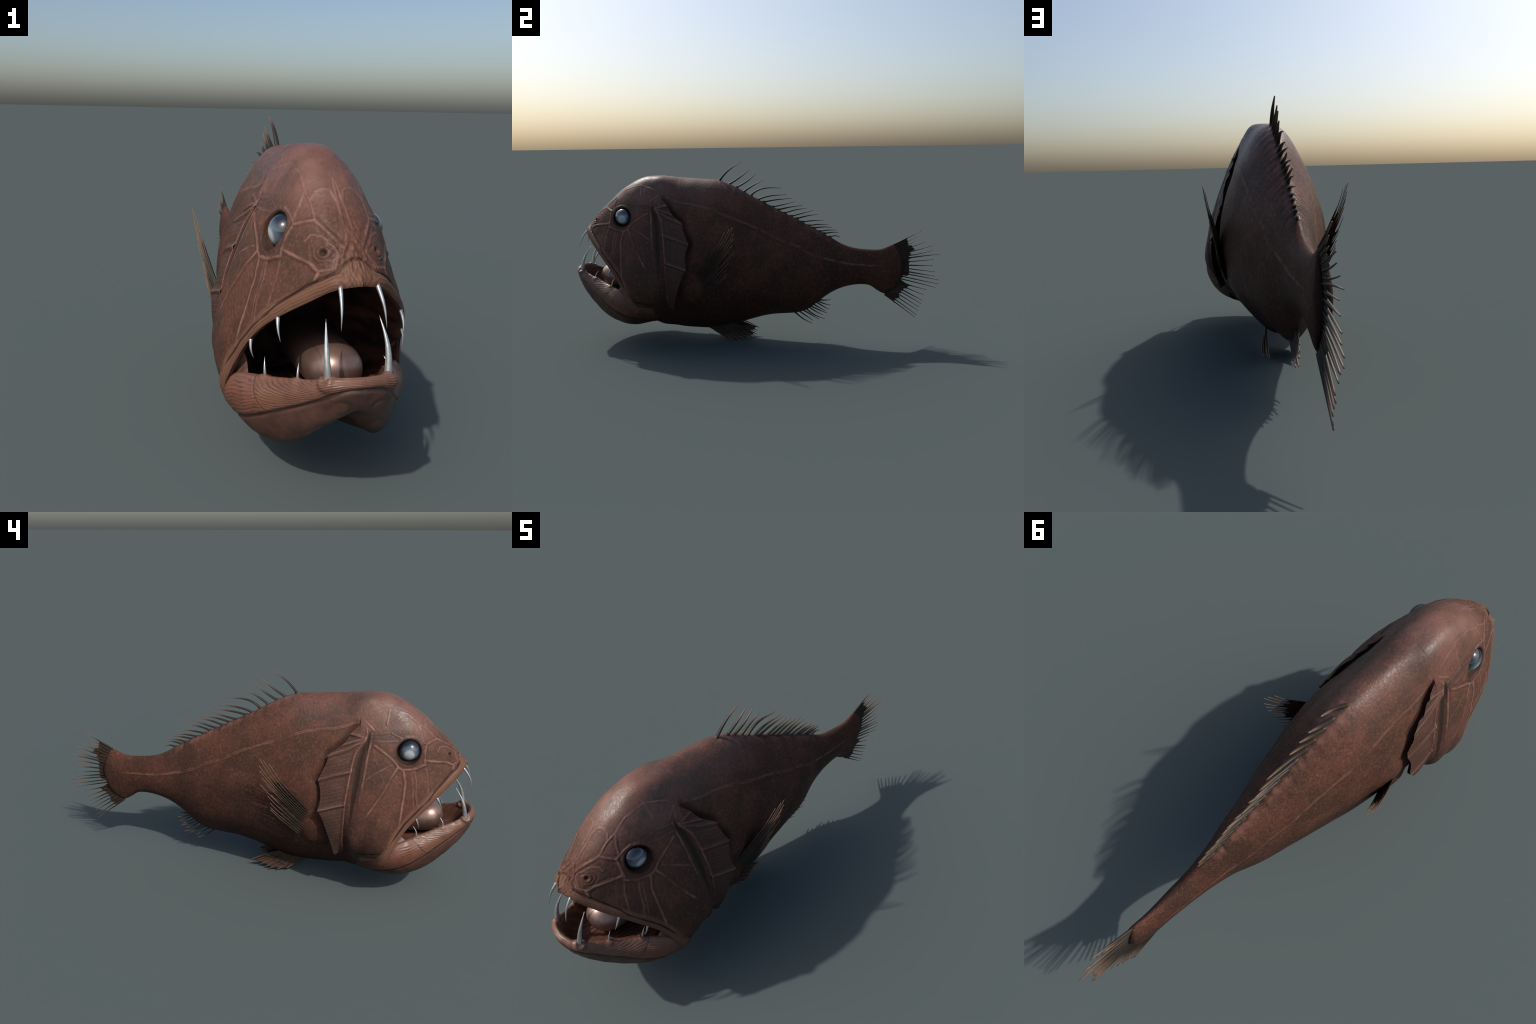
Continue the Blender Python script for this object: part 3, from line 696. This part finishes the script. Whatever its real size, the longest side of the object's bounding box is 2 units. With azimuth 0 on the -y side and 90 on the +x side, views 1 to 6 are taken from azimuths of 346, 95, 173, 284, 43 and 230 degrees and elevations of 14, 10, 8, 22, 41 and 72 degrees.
# ------------------------------------------------------------------ teeth: curved needles, one pair per row
for sx in (1, -1):
    for a, b, c, r in TEETH:
        P = curve([np.array(q) * [sx, 1, 1] for q in (a, b, c)], 14)
        s = np.linspace(0, 1, 14)
        v, f = tube(P, r * (1 - s ** 1.2) * .92 + r * .06, 12)
        link("tooth", mesh("tooth", v, f), fish, mat_tooth)

# ------------------------------------------------------------------ eyes
for sx in (1, -1):
    ev, ef = [], []
    for i in range(33):
        a = math.pi * i / 32
        for j in range(48):
            b = 2 * math.pi * j / 48
            ev.append((EYE_R * math.cos(a), EYE_R * math.sin(a) * math.cos(b), EYE_R * math.sin(a) * math.sin(b)))
    ef = [(i * 48 + j, i * 48 + (j + 1) % 48, (i + 1) * 48 + (j + 1) % 48, (i + 1) * 48 + j) for i in range(32) for j in range(48)]
    e = link("eye", mesh("eye", ev, ef), fish, mat_eye)
    e.location = EYE * [sx, 1, 1]; e.rotation_euler = (0, 0, math.pi * (sx < 0))
    e.scale = (1, 1, 1)
# ------------------------------------------------------------------ gill covers
from mathutils.bvhtree import BVHTree
skin = BVHTree.FromPolygons([Vector(p) for p in V], [tuple(map(int, f)) for f in F])
def surf(y, z):
    h = skin.ray_cast(Vector((1, y, z)), Vector((-1, 0, 0)))
    return h[0].x if h[0] is not None else 0.0
gn, gm = 200, 90
Fc = curve(GILL_FRONT, gn)
# piecewise edge, sharp at its corners; rows matched to the front line by arc length
E0 = np.array(GILL_EDGE); marks = [0] + GILL_CORNERS + [len(E0) - 1]
segs = []
rows_at = [0, .12, .30, .48, .68, 1]
for a, b, u0, u1 in zip(marks[:-1], marks[1:], rows_at[:-1], rows_at[1:]):
    segs.append(curve(E0[a:b + 1], max(3, int(round((u1 - u0) * gn)) + 1))[(0 if a == 0 else 1):])
Ec = np.vstack(segs); Ec = np.stack([np.interp(np.linspace(0, 1, gn), np.linspace(0, 1, len(Ec)), Ec[:, k]) for k in range(3)], 1)
w = np.linspace(0, 1, gm)
O = Fc[:, None] * (1 - w)[None, :, None] + Ec[:, None] * w[None, :, None]
f0 = np.array([surf(p[1], p[2]) for p in Fc])
arch = .007 * np.sin(np.linspace(0, 1, gn) * math.pi)[:, None] * np.sin(w * math.pi)[None] ** 1
O[:, :, 0] = (np.minimum(f0, Fc[:, 0] + .01) - .003)[:, None] * (1 - w) + Ec[:, 0][:, None] * w + arch
# keep it clear of the skin in front
g = O.reshape(-1, 3)
ridges = GILL_RIDGES
def flat_dist(P, L):
    Q = P.copy(); Q[:, 0] = 0
    return seg_dist(Q, [np.array(l) * [0, 1, 1] for l in L])
rd = flat_dist(g, ridges)
rel = .0055 * np.exp(-(rd / .0072) ** 2) - .0015 * np.exp(-((rd - .015) / .007) ** 2)
fr = flat_dist(g, [Fc])
top = np.repeat(sstep(.0, .10, np.linspace(0, 1, gn)), gm)
rel *= .35 + .65 * top
rel += .005 * top * np.exp(-((fr - .004) / .006) ** 2) + .0005 * np.sin((g[:, 2] + .34 * g[:, 1]) * 400) * sstep(.01, .03, fr)
g[:, 0] += rel
O = g.reshape(gn, gm, 3)
Ng = vnormals(g, grid_faces(gn, gm)).reshape(gn, gm, 3)
if Ng[:, :, 0].mean() < 0: Ng = -Ng
I = O - Ng * (.0055 * np.minimum(1, (1 - w) * 14) ** .5)[None, :, None]
shell = np.concatenate([O, I[:, ::-1]], 1)
for sx in (1, -1):
    S = shell * [sx, 1, 1]
    link("gill_cover", mesh("gill_cover", S.reshape(-1, 3), grid_faces(gn, 2 * gm, sx > 0)), fish, mat_gill)

# ------------------------------------------------------------------ fins
def ray_object(name, P, r0, r1, parent, mat, sides=8, power=1.0, wide=1.0):
    """one bony ray as an object of its own, its origin at the root"""
    P = np.asarray(P, float); C = curve(P, 14) if len(P) > 2 else P[0] + np.linspace(0, 1, 14)[:, None] * (P[-1] - P[0])
    s = np.linspace(0, 1, len(C)); v, f = tube(C - C[0], r0 + (r1 - r0) * s ** power, sides, flat=wide, side=(1, 0, .01))
    o = link(name, mesh(name, v, f), parent, mat); o.location = C[0]
    return o

def membrane(name, roots, edges, mids, mat, dip, thick=.0016, span=8, depth=26, normal=(1, 0, 0)):
    """thin web between neighbouring rays, its free edge hollow between them"""
    roots, edges = np.array(roots, float), np.array(edges, float); n = np.asarray(normal, float)
    R, Eg = [], []
    for k in range(len(roots) - 1):
        for i in range(span + (k == len(roots) - 2)):
            t = i / span
            d = dip[k] * 4 * t * (1 - t)
            a = roots[k] * (1 - t) + roots[k + 1] * t; b = edges[k] * (1 - t) + edges[k + 1] * t
            R.append(a); Eg.append(b + (a - b) * d)
    R, Eg = np.array(R), np.array(Eg); s = np.linspace(0, 1, depth)
    G = R[:, None] * (1 - s)[None, :, None] + Eg[:, None] * s[None, :, None]
    th = thick * (1 - .75 * s)[None, :, None]
    Gs = np.concatenate([G + n * th, (G - n * th)[:, ::-1]], 1)
    Fm = grid_faces(len(R), 2 * depth)
    Gv = Gs.reshape(-1, 3)
    return mesh(name, Gv, Fm)

# dorsal fin: separate spines standing in fleshy pads along the back
pads = []
for a, b, c in DORSAL:
    a = np.array([0, *a]); d = np.array([0, *b]) - a; d /= np.linalg.norm(d)
    s = np.linspace(0, 1, 6)
    pads.append(tube(a + d * (-.016 + .026 * s)[:, None], .0095 * (1 - .5 * s ** 2), 10))
dorsal = link("dorsal_fin", mesh("dorsal_fin", *join(pads)), fish, mat_ray_base)
for i, (a, b, c) in enumerate(DORSAL):
    a, b, c = [np.array([rng.normal(0, .0012) * k, *p]) for k, p in ((0, a), (1, b), (2, c))]
    a = a + (a - b) * .25
    ray_object("fin_spine", [a, b, c], .0055 - .00007 * i, .0014, dorsal, mat_ray, power=1.5, wide=1.65)

# anal fin
ANAL = [(265, 920, 520, 1130, 870, 1310), (390, 840, 720, 1070, 910, 1205), (520, 780, 860, 980, 1140, 1150), (640, 720, 960, 970, 1375, 1130), (760, 660, 1000, 830, 1300, 975),
        (850, 630, 1130, 770, 1485, 910), (950, 560, 1180, 700, 1420, 825), (1060, 480, 1320, 640, 1530, 755), (1130, 430, 1360, 530, 1590, 578), (1200, 375, 1400, 385, 1605, 360)]
def anal_point(u, v):
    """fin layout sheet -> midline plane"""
    return np.array([0, .2311 + (u - 265) * 1.405e-4, .1430 + (920 - v) * 1.43e-4 + (u - 265) * .2e-5])
apads = []; arays = []
for q in ANAL:
    a, b, c = anal_point(*q[:2]), anal_point(*q[2:4]), anal_point(*q[4:])
    d = (a - b) / np.linalg.norm(a - b); a = a + d * .014
    arays.append((a, b, c)); s = np.linspace(0, 1, 5)
    apads.append(tube(a - d * (.022 * s)[:, None], .0058 * (1 - .5 * s ** 2), 8))
anal = link("anal_fin", mesh("anal_fin", *join(apads)), fish, mat_ray_base)
for a, b, c in arays:
    ray_object("fin_ray", [a, b, c], .0045, .0014, anal, mat_ray, power=1.4, wide=1.3)

# tail fin: long rays, a ragged web near the root
TAIL_TIP = [(.894, .607), (.870, .575), (.861, .550), (.918, .547), (.952, .528), (.960, .502), (.995, .481), (.967, .453), (.964, .419), (.975, .385), (.975, .361),
            (.997, .340), (.996, .318), (.980, .299), (.934, .286), (.919, .257), (.912, .227), (.908, .207), (.895, .189), (.891, .170), (.884, .145), (.877, .130)]
TAIL_WEB = [(.824, .567), (.828, .554), (.832, .537), (.848, .530), (.867, .509), (.851, .484), (.868, .465), (.845, .443), (.837, .415), (.838, .393), (.838, .374),
            (.830, .361), (.806, .349), (.800, .337), (.850, .306), (.836, .290), (.812, .277), (.800, .264), (.795, .242), (.781, .232), (.777, .222), (.770, .207)]
TAIL_DIP = [.05, .05, .12, .05, .25, .35, .35, .1, .0, .0, .02, .5, .5, .12, .15, .22, .2, .25, .1, .2, .2]
arc = curve([(.765, .533), (.790, .490), (.802, .430), (.798, .360), (.772, .303), (.722, .258)], len(TAIL_TIP))
arc = arc - [.014, 0]
roots = [np.array([0, *p]) for p in arc]
web = membrane("tail_fin", roots, [np.array([0, *p]) for p in TAIL_WEB], None, mat_membrane, TAIL_DIP, .0030)
tail_fin = link("tail_fin", web, fish, mat_membrane)
for i, (r, t) in enumerate(zip(roots, TAIL_TIP)):
    t = np.array([rng.normal(0, .003), *t]); m = r * .45 + t * .55 + np.array([0, rng.normal(0, .001), rng.normal(0, .0022)])
    thick = .0047 if i in (6, 8, 10, 16) else .0036
    ray_object("fin_ray", [r, m, t], thick, .0014, tail_fin, mat_ray, power=1.2, wide=1.5)

# pectoral fins
PEC_TIP = [(.263, -.121, .636), (.269, -.096, .653), (.272, -.080, .661), (.268, -.076, .628), (.263, -.080, .601), (.258, -.085, .568), (.251, -.103, .537), (.253, -.079, .532),
           (.240, -.125, .482), (.242, -.108, .478), (.235, -.120, .440), (.231, -.121, .418), (.230, -.120, .407)]
PEC_MID = [(.246, -.172, .551), (.251, -.155, .555), (.252, -.143, .552), (.252, -.132, .546), (.250, -.129, .534), (.247, -.133, .515), (.241, -.143, .492), (.240, -.128, .474),
           (.229, -.165, .434), (.229, -.156, .423), (.224, -.160, .396), (.222, -.160, .377), (.220, -.162, .362)]
pr = curve([(.203, -.308, .384), (.203, -.290, .363), (.202, -.268, .340), (.200, -.252, .310), (.199, -.240, .288)], len(PEC_TIP))
pr = pr + [-.006, -.008, -.006]
for sx in (1, -1):
    m = np.array([sx, 1, 1.0]); nrm = np.array([sx * .98, .116, .145])
    webe = [a * .16 + b * .84 if k % 3 else a * .02 + b * .98 for k, (a, b) in enumerate(zip(pr, np.array(PEC_MID)))]
    webe = [np.array(p) + (np.array(q) - p) * .25 for p, q in zip(webe, PEC_TIP)]
    me = membrane("pectoral_fin", [p * m for p in pr], [p * m - nrm * .001 for p in webe], None, mat_membrane, [.10 + .1 * (k % 2) for k in range(12)], .0012, normal=nrm)
    pf = link("pectoral_fin", me, fish, mat_membrane)
    for k, (a, b, c) in enumerate(zip(pr, PEC_MID, PEC_TIP)):
        ray_object("fin_ray", [a * m, np.array(b) * m + nrm * .001, np.array(c) * m], .0042, .0011, pf, mat_ray, power=.8)

# pelvic fins
PEL_TIP = [(-.166, .016), (-.116, .003), (-.076, .004), (-.055, .009), (-.030, .015), (-.007, .019), (.004, .024), (.012, .039)]
pl = curve([(.036, -.262, .072), (.042, -.215, .078), (.048, -.165, .088), (.050, -.125, .100)], len(PEL_TIP))
for sx in (1, -1):
    m = np.array([sx, 1, 1.0])
    tips = [np.array([.062 + .012 * math.sin(k * .9), *p]) for k, p in enumerate(PEL_TIP)]
    webe = [a * .05 + t * .95 for a, t in zip(pl, tips)]
    me = membrane("pelvic_fin", [p * m for p in pl], [p * m for p in webe], None, mat_membrane, [.10] * 7, .0016)
    pv = link("pelvic_fin", me, fish, mat_membrane)
    for a, t in zip(pl, tips):
        mid_ = (a + t) / 2 + [.002, 0, .006]
        ray_object("fin_ray", [a * m, mid_ * m, t * m], .0042, .0016, pv, mat_ray)
